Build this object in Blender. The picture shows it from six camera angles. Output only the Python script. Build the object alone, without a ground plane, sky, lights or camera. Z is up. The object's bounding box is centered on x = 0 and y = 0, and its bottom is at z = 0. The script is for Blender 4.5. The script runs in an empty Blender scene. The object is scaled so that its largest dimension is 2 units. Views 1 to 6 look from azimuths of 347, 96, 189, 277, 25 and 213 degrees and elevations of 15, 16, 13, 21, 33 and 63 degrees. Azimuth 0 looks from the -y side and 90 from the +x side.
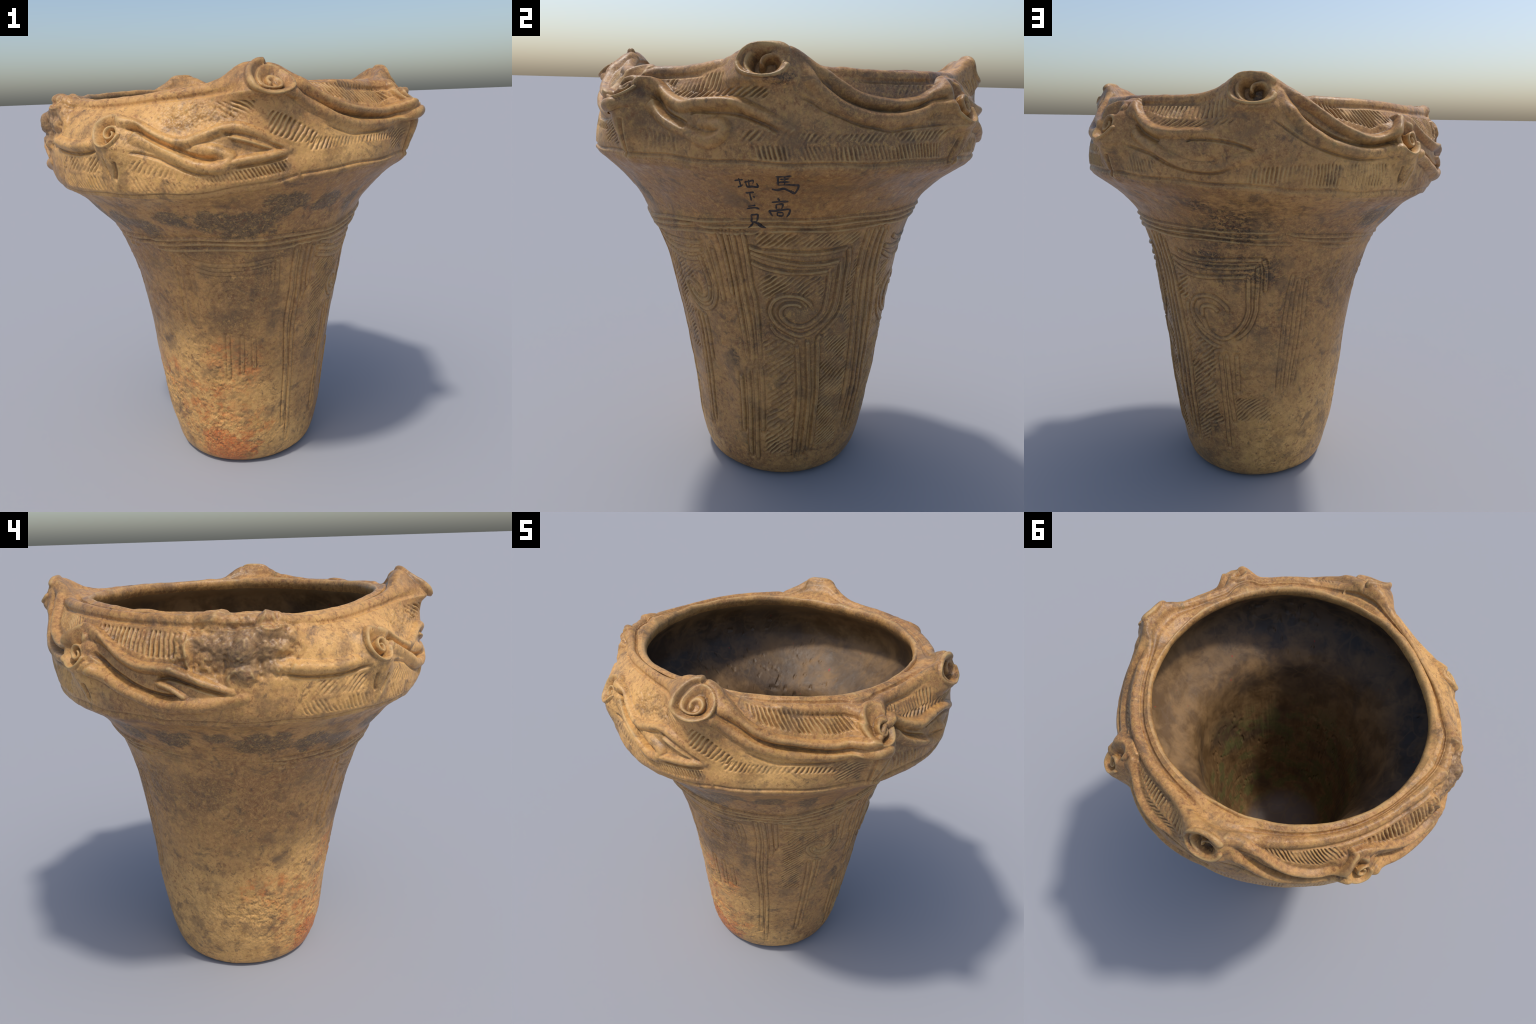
# A deep clay cooking jar of the ancient flame-rim kind: a tapering body with
# combed relief, a flaring neck, and a heavy collar with scrolls and coiled ribs.
import math
import numpy as np
import bpy

RNG = np.random.default_rng(11)
NA = 1440                       # columns round the jar


# ------------------------------------------------------------------ helpers
def smooth(a, b, x):
    t = np.clip((x - a) / (b - a), 0, 1)
    return t * t * (3 - 2 * t)


def catmull(P, n):
    """Points on a Catmull-Rom curve through the control points P."""
    P = np.asarray(P, float)
    Q = np.vstack([2 * P[0] - P[1], P, 2 * P[-1] - P[-2]])
    out = []
    for i in range(len(P) - 1):
        p0, p1, p2, p3 = Q[i:i + 4]
        t = np.linspace(0, 1, n, endpoint=False)[:, None]
        out.append(.5 * (2 * p1 + (p2 - p0) * t + (2 * p0 - 5 * p1 + 4 * p2 - p3) * t ** 2 + (3 * p1 - p0 - 3 * p2 + p3) * t ** 3))
    out.append(P[-1:])
    return np.vstack(out)


PERM = RNG.permutation(512)
PERM = np.concatenate([PERM, PERM])
VALS = RNG.uniform(-1, 1, 512)


def vnoise(p):
    """Smooth value noise on points p (..., 3), about -1..1."""
    i = np.floor(p).astype(np.int64)
    f = p - i
    f = f * f * f * (f * (f * 6 - 15) + 10)
    i &= 511
    j = (i + 1) & 511
    xs, ys, zs = (i[..., 0], j[..., 0]), (i[..., 1], j[..., 1]), (i[..., 2], j[..., 2])
    r = 0
    for a in (0, 1):
        wa = f[..., 0] if a else 1 - f[..., 0]
        pa = PERM[xs[a]]
        for b in (0, 1):
            wb = f[..., 1] if b else 1 - f[..., 1]
            pb = PERM[(pa + ys[b]) & 511]
            for c in (0, 1):
                wc = f[..., 2] if c else 1 - f[..., 2]
                r = r + wa * wb * wc * VALS[PERM[(pb + zs[c]) & 511]]
    return r


def fbm(p, scale, octaves=3, gain=.5):
    total, amp, out = 0, 1, 0
    for o in range(octaves):
        out = out + amp * vnoise(p * scale * 2 ** o + 17.3 * o)
        total += amp
        amp *= gain
    return out / total


def adiff(a, b):
    return (a - b + 180) % 360 - 180


# ------------------------------------------------------------------ profiles (radius, height)
FOOT = [(0, 0), (.16, 0), (.30, .0), (.345, .004), (.372, .025), (.388, .055), (.402, .1), (.422, .2), (.441, .35), (.461, .5), (.478, .65), (.498, .8), (.533, 1.0), (.555, 1.1)]
UPPER = [(.866, 1.585), (.868, 1.64), (.858, 1.70), (.839, 1.755), (.810, 1.81), (.780, 1.850), (.763, 1.872), (.738, 1.886), (.708, 1.889), (.680, 1.900)]
EAST = FOOT + [(.586, 1.2), (.618, 1.285), (.648, 1.36), (.695, 1.42), (.750, 1.476), (.815, 1.527), (.853, 1.555)] + UPPER
WEST = FOOT + [(.583, 1.2), (.618, 1.285), (.680, 1.36), (.737, 1.425), (.799, 1.469), (.838, 1.498), (.856, 1.532)] + UPPER
# the wall where a great scroll rises: lip of the knob, face, apex, back slope, mouth
PEAK_TOP = [(.866, 1.585), (.868, 1.65), (.866, 1.72), (.862, 1.785), (.870, 1.842), (.892, 1.877), (.864, 1.930), (.810, 1.982), (.740, 1.934), (.680, 1.904)]
NF = len(FOOT)
NK = len(EAST)
RIM_AZ = [0, 25, 45, 65, 90, 115, 140, 165, 190, 210, 235, 250, 270, 285, 300, 315, 330, 347, 360]
RIM_Z = [1.922, 1.921, 1.918, 1.924, 1.935, 1.927, 1.927, 1.922, 1.928, 1.925, 1.915, 1.905, 1.893, 1.886, 1.876, 1.883, 1.903, 1.922, 1.922]
AXIS_Z, AXIS_X, AXIS_Y = [0, .5, 1.0, 1.4, 1.8], [.011, .018, .02, -.005, -.017], [.027, .03, .005, -.012, .014]

mean = (np.array(EAST) + np.array(WEST)) / 2
dense = catmull(mean, 40)
dense_u = np.linspace(0, NK - 1, len(dense))
dense_s = np.concatenate([[0], np.cumsum(np.linalg.norm(np.diff(dense, axis=0), axis=1))])
S_END = dense_s[-1]


def s_of_z(z):
    k = dense_u > 3
    return np.interp(z, np.maximum.accumulate(dense[k, 1]), dense_s[k])


# rows: coarse under the foot, fine on the body, finest on the collar
def row_positions():
    step = lambda s: np.interp(s, [0, .28, .34, .5, 1.4, 1.55, S_END - .17, S_END - .13, S_END], [.02, .012, .005, .0040, .0040, .003, .003, .0019, .0019])
    out = [0.004]
    while out[-1] < S_END:
        out.append(out[-1] + float(step(out[-1])))
    out[-1] = S_END
    return np.array(out)


S = row_positions()
NS = len(S)
U = np.interp(S, dense_s, dense_u)
AZ = np.arange(NA) * 360.0 / NA


def sample(profile):
    d = catmull(profile, 40)
    return np.stack([np.interp(U, dense_u, d[:, k]) for k in (0, 1)], -1)   # rows x (r, z)


east, west = sample(EAST), sample(WEST)
RM = (east[:, 0] + west[:, 0]) / 2                                            # mean radius of a row
ZM = (east[:, 1] + west[:, 1]) / 2

# share of the eastern profile round the jar
w_e = np.interp(AZ, [0, 25, 60, 140, 170, 205, 225, 335, 360], [.45, .9, 1, 1, .8, .25, 0, 0, .45])
P_r = west[:, 0, None] + (east - west)[:, 0, None] * w_e
P_z = west[:, 1, None] + (east - west)[:, 1, None] * w_e
top = smooth(1.74, 1.89, ZM)[:, None]
P_z = P_z + top * (np.interp(AZ, RIM_AZ, RIM_Z) - 1.91)[None]

# great scrolls stand at the four quarters; the western one has broken away
# azimuth, half-widths left and right, lift and push of the crest, shift of the coil
GREAT = [(358.2, 8.0, 10.2, -.008, -.058, 3.2), (90.2, 11.0, 8.6, -.002, .010, -1.4), (187.8, 10.2, 8.2, .006, .010, -.2)]
for a0, wl, wr, lift, push, _ in GREAT:
    pk = sample(FOOT + EAST[NF:NF + 7] + PEAK_TOP)
    d = adiff(AZ, a0)
    w = 1 / (1 + np.abs(d / np.where(d < 0, wl, wr)) ** 3.6)
    sel = smooth(1.60, 1.70, ZM)[:, None]
    crest = smooth(1.89, 1.975, pk[:, 1])[:, None]
    tgt_z = pk[:, 1, None] + crest * lift
    P_r = P_r + (pk[:, 0, None] + crest * push - P_r) * w * sel
    P_z = P_z + (tgt_z - P_z) * w * sel

# lesser scrolls: a knob pushed out of the wall (azimuth, lip height, top height, reach)
LESSER = [(52.3, 1.785, 1.896, .108), (142.6, 1.735, 1.862, .086), (233.5, 1.695, 1.808, .060), (316.8, 1.695, 1.800, .048)]
P_r0 = P_r.copy()
for a0, zl, zt, reach in LESSER:
    d = adiff(AZ, a0)
    w = np.exp(-np.abs(d / 5.6) ** 3)
    prof = smooth(zl - .075, zl - .005, P_z) * (1 - smooth(zt - .035, zt + .03, P_z))
    P_r = P_r + reach * w * prof * (1 + .25 * (zt - P_z) / .1 * 0)
    # fin that runs from the knob down to the flange
    down = smooth(1.53, zl, P_z)
    fin = np.exp(-np.abs(adiff(AZ, a0 + .8)[None] / (1.8 + 3.2 * down)) ** 2.4) * (.010 + .7 * reach * down ** 1.3) * smooth(1.51, 1.57, P_z)
    P_r = np.where(P_z < zl + .01, np.maximum(P_r, P_r0 + fin), P_r)
# wall sits a little further in between the knobs; swelling where the western scroll broke off
P_r = P_r - .004 * np.exp(-(adiff(AZ, 32) / 13) ** 2) * smooth(1.62, 1.72, ZM)[:, None] * (1 - smooth(1.84, 1.9, ZM))[:, None]
bulge = np.exp(-np.abs(adiff(AZ, 279) / 13.5) ** 3)
P_r = P_r + .050 * bulge * smooth(1.71, 1.81, ZM)[:, None] * (1 - smooth(1.875, 1.905, ZM) * .75)[:, None]
P_z = P_z + .012 * bulge * smooth(1.82, 1.88, ZM)[:, None] * (1 - smooth(1.895, 1.905, ZM))[:, None]

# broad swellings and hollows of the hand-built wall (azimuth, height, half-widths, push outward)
for a0, z0, ra, rz, push in [(80, 1.70, 34, .16, .022), (70, 1.42, 34, .11, .014), (168, 1.72, 14, .08, .014), (264, 1.60, 14, .08, .012), (203, 1.72, 10, .07, .008), (350, 1.61, 10, .06, .010),
                             (326, 1.86, 19, .10, -.044), (345, 1.83, 12, .08, -.018), (312, 1.30, 28, .17, .018), (175, .9, 30, .34, .011), (145, .7, 12, .5, .007), (59, .47, 9, .20, -.017), (30, .45, 14, .3, -.010),
                             (265, .10, 34, .11, -.014), (330, .75, 18, .35, .010), (18, 1.34, 28, .20, .021), (18, 1.77, 10, .08, .008), (30, 1.735, 10, .06, -.010), (45, 1.74, 10, .11, .026), (134, 1.70, 7, .07, .022), (127, 1.80, 13, .05, -.012), (72, 1.765, 8, .05, .018), (348, 1.65, 16, .06, -.022), (170, 1.885, 16, .05, -.020), (262, 1.84, 6, .06, .014), (334, 1.73, 13, .055, -.020), (298, 1.62, 26, .11, -.012), (335, 1.58, 20, .06, -.010), (228, 1.83, 18, .05, .006), (300, 1.86, 10, .04, .008), (222, 1.72, 18, .14, -.010), (20, 1.83, 16, .07, .010)]:
    P_r = P_r + push * np.exp(-(adiff(AZ, a0)[None] / ra) ** 2 - ((P_z - z0) / rz) ** 2) * (1 - smooth(NK - 3.2, NK - 1.3, U))[:, None]

ca, sa = np.sin(np.radians(AZ)), -np.cos(np.radians(AZ))


def place(r, z):
    ax, ay = np.interp(z, AXIS_Z, AXIS_X), np.interp(z, AXIS_Z, AXIS_Y)
    f = 1 - .009 * (1 - smooth(1.2, 1.45, z)) * np.cos(2 * np.arctan2(sa, ca))
    return np.stack([ax + r * f * ca, ay + r * f * sa, z + 0 * r], -1)


def normals(P):
    du = np.roll(P, -1, 1) - np.roll(P, 1, 1)
    dv = np.gradient(P, axis=0)
    n = np.cross(du, dv)
    n /= np.linalg.norm(n, axis=-1, keepdims=True) + 1e-12
    return n


# the mouth is not quite round
MOUTH = np.interp(AZ, [0, 45, 100, 140, 175, 200, 225, 250, 275, 295, 315, 335, 360], [-.012, .009, .010, -.004, -.022, -.012, .008, .026, .026, .024, -.004, -.006, -.012])
MOUTH = np.real(np.fft.ifft(np.fft.fft(MOUTH) * np.exp(-(np.fft.fftfreq(NA, 1 / NA) / 9) ** 2)))
P_r = P_r + MOUTH * smooth(NK - 3.6, NK - 1.2, U)[:, None]

P0 = place(P_r, P_z)
N0 = normals(P0)

# ------------------------------------------------------------------ relief painted on (azimuth, s)
UP = np.zeros((NS, NA))          # ribs: highest wins
DOWN = np.zeros((NS, NA))        # grooves: deepest wins
SS = S[:, None]


def window(x, y, pad):
    """Index window of rows and columns that holds the points (azimuth x, s y) with a margin in metres."""
    i0, i1 = np.searchsorted(S, [y.min() - pad, y.max() + pad])
    rm = max(.05, RM[max(i0, 0):max(i1, i0 + 1)].min())
    pa = math.degrees(pad / rm)
    j0, j1 = int(math.floor((x.min() - pa) * NA / 360)), int(math.ceil((x.max() + pa) * NA / 360))
    return i0, min(i1, NS), np.arange(j0, j1 + 1)


def distance(curve, pad, ys=1.0):
    """Least distance of the surface to a polyline (azimuth, s) and the share of its length there."""
    x, y = curve[:, 0].copy(), curve[:, 1]
    x = np.degrees(np.unwrap(np.radians(x)))
    i0, i1, jj = window(x, y, pad)
    az = jj * 360.0 / NA
    R = RM[i0:i1, None]
    best, at = np.full((i1 - i0, len(jj)), 9.0), np.zeros((i1 - i0, len(jj)))
    n = len(x) - 1
    for k in range(n):
        ax = np.radians(az - x[k])[None] * R
        bx = math.radians(x[k + 1] - x[k]) * R
        ay, by = (S[i0:i1, None] - y[k]) * ys, (y[k + 1] - y[k]) * ys
        t = np.clip((ax * bx + ay * by) / (bx * bx + by * by + 1e-12), 0, 1)
        d = np.hypot(ax - t * bx, ay - t * by)
        m = d < best
        best = np.where(m, d, best)
        at = np.where(m, (k + t) / n, at)
    return i0, i1, jj % NA, best, at


def bump(t, flat):
    """Cross-section of a rib: round (flat 0) or with a broad back."""
    t = np.clip(t, 0, 1)
    return (1 - t ** (2 + 2 * flat)) ** (1.5 - .4 * flat)


def curve_of(points, heights=True, n=8):
    points = np.array(points, float)
    points[:, 0] = np.degrees(np.unwrap(np.radians(points[:, 0])))
    c = catmull(points, n) if len(points) > 2 else np.linspace(points[0], points[1], 12)
    if heights:
        c = np.stack([c[:, 0], s_of_z(c[:, 1])], -1)
    return c


def rib(points, half, high, taper=(.0, .0), heights=True, flat=.1, n=8):
    c = curve_of(points, heights, n)
    i0, i1, jj, d, at = distance(c, half * 1.2)
    k = 1.0
    if taper[0]:
        k = k * (.25 + .75 * smooth(0, taper[0], at))
    if taper[1]:
        k = k * (.25 + .75 * smooth(0, taper[1], 1 - at))
    h = high * k * bump(d / (half * (.6 + .4 * k)), flat)
    UP[i0:i1, jj] = np.maximum(UP[i0:i1, jj], h)


def groove(points, half, deep, heights=True, n=8, taper=True):
    c = curve_of(points, heights, n)
    i0, i1, jj, d, at = distance(c, half * 1.2)
    k = smooth(0, .12, at) * smooth(0, .12, 1 - at) if taper else 1.0
    DOWN[i0:i1, jj] = np.maximum(DOWN[i0:i1, jj], deep * k * bump(d / half, 0))


def spiral(a0, s0, r0, r1, start, turns, half, high, squash=1.0, hand=1, ys=1.0, dx=0.0, fill=False):
    """Coil: begins at angle start, winds counter-clockwise as seen from outside (hand 1) inward."""
    t = np.linspace(0, 1, int(26 * turns) + 6)
    ang = math.radians(start) + hand * t * turns * math.tau
    r = r0 + (r1 - r0) * t
    R = float(np.interp(s0, S, RM))
    pts = np.stack([a0 + np.degrees((r * np.cos(ang) + dx * t) / R), s0 + r * np.sin(ang) * squash / ys], -1)
    i0, i1, jj, d, at = distance(pts, half * 1.2, ys)
    k = 1 - .35 * at
    if fill:                     # a curl inside a hollow stands no higher than its brim
        high = np.clip(DOWN[i0:i1, jj] - high, 0, 1)
        k = k ** .5
    UP[i0:i1, jj] = np.maximum(UP[i0:i1, jj], high * k * bump(d / (half * k), .3))
    return pts


def hollow(a0, s0, rx, ry, deep, edge=.5):
    i0, i1, jj = window(np.array([a0]), np.array([s0]), max(rx, ry) * 1.3)
    x = np.radians(adiff(jj * 360 / NA, a0))[None] * RM[i0:i1, None]
    d = np.hypot(x / rx, (S[i0:i1, None] - s0) / ry)
    DOWN[i0:i1, jj % NA] = np.maximum(DOWN[i0:i1, jj % NA], deep * (1 - smooth(edge, 1.0, d)))


# ---- lip and second coil of the mouth
u_coil, u_gap = NK - 1 - 2.35, NK - 1 - 1.05
s_at = lambda u: float(np.interp(u, dense_u, dense_s))
ring = lambda u, w, amp, ph: [(a, s_at(u) + amp * math.sin(math.radians(3 * a + ph))) for a in range(-8, 369, 8)]
groove(ring(u_gap, 0, .002, 40), .011, .010, heights=False, n=3, taper=False)
COIL_BREAKS = [(-110, -60), (-66, 2), (22, 78), (105, 178), (202, 262)]
for a, b in COIL_BREAKS:
    rib([(x, s_at(u_coil) + .004 * math.sin(x * .09)) for x in np.linspace(a, b, 14)], .026, .013, (.06, .06), heights=False)
    groove([(x, s_at(u_coil) - .033 + .004 * math.sin(x * .09)) for x in np.linspace(a + 4, b - 3, 14)], .012, .008, heights=False)

# ---- ribbons of the collar: two coiled ribs that fall from each great scroll, sag, and climb into a lesser one
T1, T2 = .024, .031
rib([(2, 1.887), (6, 1.880), (10, 1.866), (13.5, 1.845), (18.1, 1.816), (23.5, 1.794), (29, 1.782), (35, 1.771), (41.2, 1.770), (47.3, 1.787), (51.5, 1.816), (54, 1.842), (57, 1.843)], T1, .030, (.2, 0))
rib([(4, 1.85), (6.3, 1.842), (8.5, 1.825), (11.5, 1.804), (15, 1.785), (18.8, 1.764), (24.2, 1.742), (30.3, 1.729), (37.4, 1.729), (43.4, 1.736), (49.1, 1.753), (52.5, 1.765)], T2, .022, (.1, 0))
groove([(14, 1.826), (18, 1.79), (24, 1.768), (35.6, 1.749), (43.5, 1.750), (50, 1.768)], .013, .012)
groove([(12, 1.755), (23.4, 1.702), (28.6, 1.697), (33.8, 1.697), (39, 1.706), (46, 1.72)], .010, .007)

rib([(95, 1.887), (99, 1.880), (103.3, 1.863), (107, 1.838), (110.7, 1.813), (114.6, 1.799), (118.8, 1.791), (122.9, 1.788), (127.1, 1.792), (131.9, 1.801), (137.5, 1.828), (142.5, 1.858), (147, 1.862)], T1, .025, (.2, 0))
rib([(98, 1.885), (100.5, 1.833), (104.5, 1.797), (108.2, 1.771), (113.1, 1.753), (118.1, 1.745), (123.7, 1.747), (128.9, 1.760), (134.1, 1.780), (139, 1.79)], T2, .025, (.1, 0))
groove([(103, 1.835), (107, 1.805), (112, 1.781), (120, 1.768), (128, 1.775), (134, 1.795)], .012, .011)
groove([(94.3, 1.80), (100, 1.785), (103, 1.767), (107.6, 1.748), (111.7, 1.727), (116.3, 1.715), (120.5, 1.706), (127.6, 1.722), (134.6, 1.729), (141, 1.735)], .010, .008)

rib([(193.5, 1.887), (197.5, 1.880), (202, 1.862), (205.6, 1.834), (210.7, 1.794), (214.8, 1.770), (218.7, 1.752), (222.7, 1.746), (227.4, 1.760), (231, 1.79), (233.5, 1.816)], T1, .033, (.2, 0))
rib([(195, 1.87), (197.7, 1.828), (201.4, 1.786), (204.8, 1.757), (208.2, 1.731), (212.6, 1.712), (216.9, 1.700), (222.1, 1.697), (226, 1.703), (229.5, 1.712)], T2, .027, (.1, 0))
groove([(199, 1.835), (203, 1.80), (208, 1.763), (213, 1.738), (219, 1.722), (225, 1.728), (229, 1.745)], .013, .013)
groove([(191, 1.80), (197, 1.765), (203, 1.725), (210, 1.69), (217, 1.672), (226, 1.672)], .009, .007)

rib([(285, 1.708), (288, 1.703), (292.7, 1.697), (297.6, 1.688), (302.9, 1.684), (306.8, 1.688), (311, 1.700)], .032, .024, (.15, .1))
groove([(287.4, 1.685), (294, 1.660), (302.6, 1.654), (308.6, 1.662), (313, 1.672)], .010, .010)

# ---- from each lesser scroll two ribs run on, down and right, and close on a pointed leaf
rib([(57, 1.843), (60, 1.818), (63, 1.797), (66, 1.780), (69.6, 1.767), (73, 1.771), (77, 1.773), (80.1, 1.771), (83, 1.764), (86.8, 1.742), (91, 1.72), (96, 1.692)], T1, .030, (0, .25))
rib([(58.5, 1.785), (61, 1.755), (64, 1.727), (67, 1.707), (71.4, 1.688), (75.1, 1.664), (77.5, 1.657), (80, 1.672), (80.8, 1.695), (78.5, 1.709), (75.5, 1.713)], T2 * .9, .026, (.05, .15))
groove([(59, 1.806), (62, 1.77), (65, 1.742), (69.1, 1.72), (72, 1.70)], .014, .016)
groove([(71.8, 1.744), (73.7, 1.752), (77.2, 1.747), (83.8, 1.731), (90.1, 1.702), (94.3, 1.675)], .010, .010)

rib([(147, 1.862), (149, 1.835), (152, 1.808), (155.5, 1.785), (159.5, 1.768), (163, 1.761), (167.5, 1.759), (172, 1.764), (177, 1.757)], T1, .027, (0, .3))
rib([(150.5, 1.77), (153, 1.745), (157, 1.722), (161, 1.700), (165, 1.672), (170.4, 1.642), (176.8, 1.634), (182.4, 1.652), (188.9, 1.676), (193, 1.69)], .024, .018, (.05, .3))
groove([(148, 1.715), (153, 1.70), (158.5, 1.683), (161.3, 1.666), (164.6, 1.645), (170.4, 1.623), (176.8, 1.616), (183, 1.632)], .009, .009)
groove([(169.4, 1.731), (171.6, 1.739), (177, 1.731), (183.9, 1.705), (188.9, 1.682)], .009, .010)
groove([(150.5, 1.80), (153.5, 1.772), (158, 1.748), (162, 1.73)], .013, .012)

rib([(233, 1.822), (236.5, 1.818), (240, 1.803), (243.9, 1.773), (246.8, 1.748), (250.1, 1.726), (253.5, 1.711), (258, 1.706), (261.3, 1.703), (264.5, 1.688), (269, 1.662), (271.9, 1.645), (276, 1.622)], T1, .031, (0, .25))
rib([(237.5, 1.70), (239.4, 1.681), (244.2, 1.654), (248.1, 1.626), (252, 1.606), (255.2, 1.588), (259.5, 1.576), (263.6, 1.580), (268.3, 1.578), (273, 1.587), (279, 1.60)], T2, .028, (.05, .3))
groove([(238, 1.758), (241.2, 1.722), (244.8, 1.690), (248.8, 1.661), (252.3, 1.637), (256.1, 1.618), (260.6, 1.606), (263.3, 1.613)], .015, .019)
rib([(257.1, 1.658), (260.4, 1.646), (263.1, 1.624), (265.6, 1.596)], .016, .018, (.2, .2))
groove([(257.5, 1.668), (261.3, 1.676), (265.9, 1.657), (270.3, 1.632), (275, 1.610)], .011, .015)

rib([(319, 1.788), (321.7, 1.778), (325.5, 1.756), (329.3, 1.728), (333.8, 1.703), (338, 1.697), (343, 1.716), (349.6, 1.735), (357, 1.702), (3.8, 1.655)], T1, .023, (0, .25))
rib([(323, 1.735), (324.9, 1.716), (329.4, 1.690), (334.4, 1.657), (337.5, 1.630), (340.6, 1.610), (345.3, 1.601), (348.4, 1.614), (349.2, 1.640), (345.5, 1.662), (340.5, 1.678)], T2 * .95, .021, (.05, .1))
groove([(321.5, 1.764), (324.2, 1.748), (327.5, 1.720), (331.1, 1.695), (336.1, 1.667), (340.2, 1.645), (343.9, 1.634), (347, 1.643)], .014, .020)
groove([(321.9, 1.667), (326, 1.658), (330.9, 1.639), (334.1, 1.615), (338.9, 1.588), (343.6, 1.578), (348.7, 1.584)], .010, .008)
rib([(349.6, 1.706), (355, 1.682), (2.1, 1.655)], .016, .016, (.1, .3))
rib([(347.5, 1.612), (353, 1.625), (359, 1.635), (4.7, 1.650)], .020, .020, (.1, .3))
groove([(347, 1.726), (352, 1.702), (358, 1.674), (4, 1.65)], .009, .010)
groove([(350, 1.600), (357, 1.612), (4.7, 1.632)], .009, .010)

# ---- scroll coils on the knobs
face, YS = s_at(NF + 7 + 6.0), 2.1
for k, (a0, _, _, _, _, shift) in enumerate(GREAT):
    a0 = a0 + shift
    if k == 0:
        hollow(a0, face - .006, .074, .060 / YS, .024, .6)
        spiral(a0, face - .006, .086, .014, 100, 2.3, .017, .026, .80, ys=YS)
    else:
        hollow(a0 - .9, face + .001, .072, .050 / YS, .055, .64)
        spiral(a0, face, .083, .071, 40, .85, .017, .014, .72, ys=YS)
        spiral(a0 + .4, face, .090, .026, 30, 1.42, .0145, .004, .74, ys=YS, dx=.012, fill=True)
for a0, zl, zt, reach in LESSER:
    s0 = float(s_of_z((zl + zt) / 2))
    ry = (zt - zl) / 2 + .012
    hollow(a0 - .2, s0, .054, ry * .98, .036, .62)
    spiral(a0, s0, .064, .052, 50, .80, .016, .017, ry / .062)
    spiral(a0 + .9, s0 - .005, .036, .010, 0, 1.15, .014, .001, ry / .062, fill=True)
    groove([(a0 + 2.0, zl - .06), (a0 + 1.5, zl - .11), (a0 + .3, 1.56)], .012, .012)
    groove([(a0 - 2.0, zl - .05), (a0 - 1.8, zl - .11), (a0 - 1.2, 1.57)], .010, .009)

# ---- lip of the flange, where the collar turns under
FL_AZ = [0, 15, 40, 62, 90, 110, 136, 144, 160, 172, 190, 205, 226, 250, 275, 300, 320, 345, 360]
FL_Z = [1.545, 1.575, 1.59, 1.597, 1.595, 1.594, 1.598, 1.596, 1.588, 1.580, 1.567, 1.553, 1.545, 1.53, 1.515, 1.508, 1.510, 1.520, 1.545]
flange = [(a, float(np.interp(a % 360, FL_AZ, FL_Z)) + .004 * math.sin(a * .31)) for a in range(-6, 367, 6)]
groove(flange, .009, .005, n=3, taper=False)
rib([(a, z - .018) for a, z in flange], .016, .004, n=3)


# ---- combed strokes: rows of short slanting cuts between two limits
def hatch(a, b, low, high, lean, pitch, deep, jitter=.5, sharp=1.6, soft=.010):
    """Cuts between the heights low(az) and high(az); lean in degrees from vertical, pitch in metres."""
    low_s, high_s = np.array([(x, s_of_z(z)) for x, z in low]), np.array([(x, s_of_z(z)) for x, z in high])
    lo_a = np.degrees(np.unwrap(np.radians(low_s[:, 0])))
    hi_a = np.degrees(np.unwrap(np.radians(high_s[:, 0])))
    jj = np.arange(int(a * NA / 360), int(b * NA / 360) + 1)
    az = jj * 360 / NA
    lo, hi = np.interp(az, lo_a, low_s[:, 1]), np.interp(az, hi_a, high_s[:, 1])
    i0, i1 = np.searchsorted(S, [min(lo.min(), hi.min()) - .02, max(lo.max(), hi.max()) + .02])
    R = float(RM[i0:i1].mean())
    x = np.radians(az - a)[None] * R
    y = S[i0:i1, None]
    th = math.radians(-lean)
    p = x * math.cos(th) + (y - lo.mean()) * math.sin(th)
    q = np.stack([x * 1.0 + 0 * y, y + 0 * x, 0 * x * y + a], -1)
    p = p + jitter * pitch * vnoise(q / .09) + .12 * pitch * vnoise(q / .025)
    wave = np.clip(.5 + .5 * np.cos(p / pitch * math.tau), 0, 1) ** sharp
    m = smooth(0, soft, y - lo) * smooth(0, soft, hi - y) * smooth(a, a + 3, az + 2.5 * vnoise(q / .04)) * smooth(0, 3, b - az + 2.5 * vnoise(q / .04 + 5))
    m = m * np.clip(.80 + .7 * vnoise(q / .05), 0, 1.2)
    block = DOWN[i0:i1, jj % NA]
    DOWN[i0:i1, jj % NA] = np.maximum(block, np.clip(deep * wave * m, 0, 1))


# upper panels, under the coil of the mouth
hatch(14, 50, [(14, 1.88), (20, 1.835), (30, 1.805), (42, 1.80), (50, 1.835)], [(14, 1.885), (50, 1.862)], -28, .0165, .011)
hatch(58, 80, [(58, 1.85), (66, 1.81), (80, 1.80)], [(58, 1.868), (80, 1.866)], 8, .017, .009)
hatch(60, 92, [(60, 1.81), (70, 1.79), (92, 1.77)], [(60, 1.815), (70, 1.82), (92, 1.815)], 50, .016, .008)
hatch(116, 141, [(116, 1.825), (126, 1.815), (141, 1.85)], [(116, 1.86), (141, 1.875)], 40, .02, .004)
hatch(150, 182, [(150, 1.842), (160, 1.815), (182, 1.80)], [(150, 1.862), (182, 1.868)], 0, .021, .010)
hatch(152, 183, [(152, 1.80), (163, 1.782), (183, 1.775)], [(152, 1.82), (163, 1.812), (183, 1.80)], 55, .017, .006)
hatch(204, 232, [(204, 1.865), (211, 1.82), (222, 1.785), (232, 1.82)], [(204, 1.875), (232, 1.855)], -30, .015, .010)
hatch(236, 266, [(236, 1.83), (246, 1.78), (255, 1.742), (266, 1.735)], [(236, 1.848), (250, 1.845), (266, 1.838)], 4, .021, .013)
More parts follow.
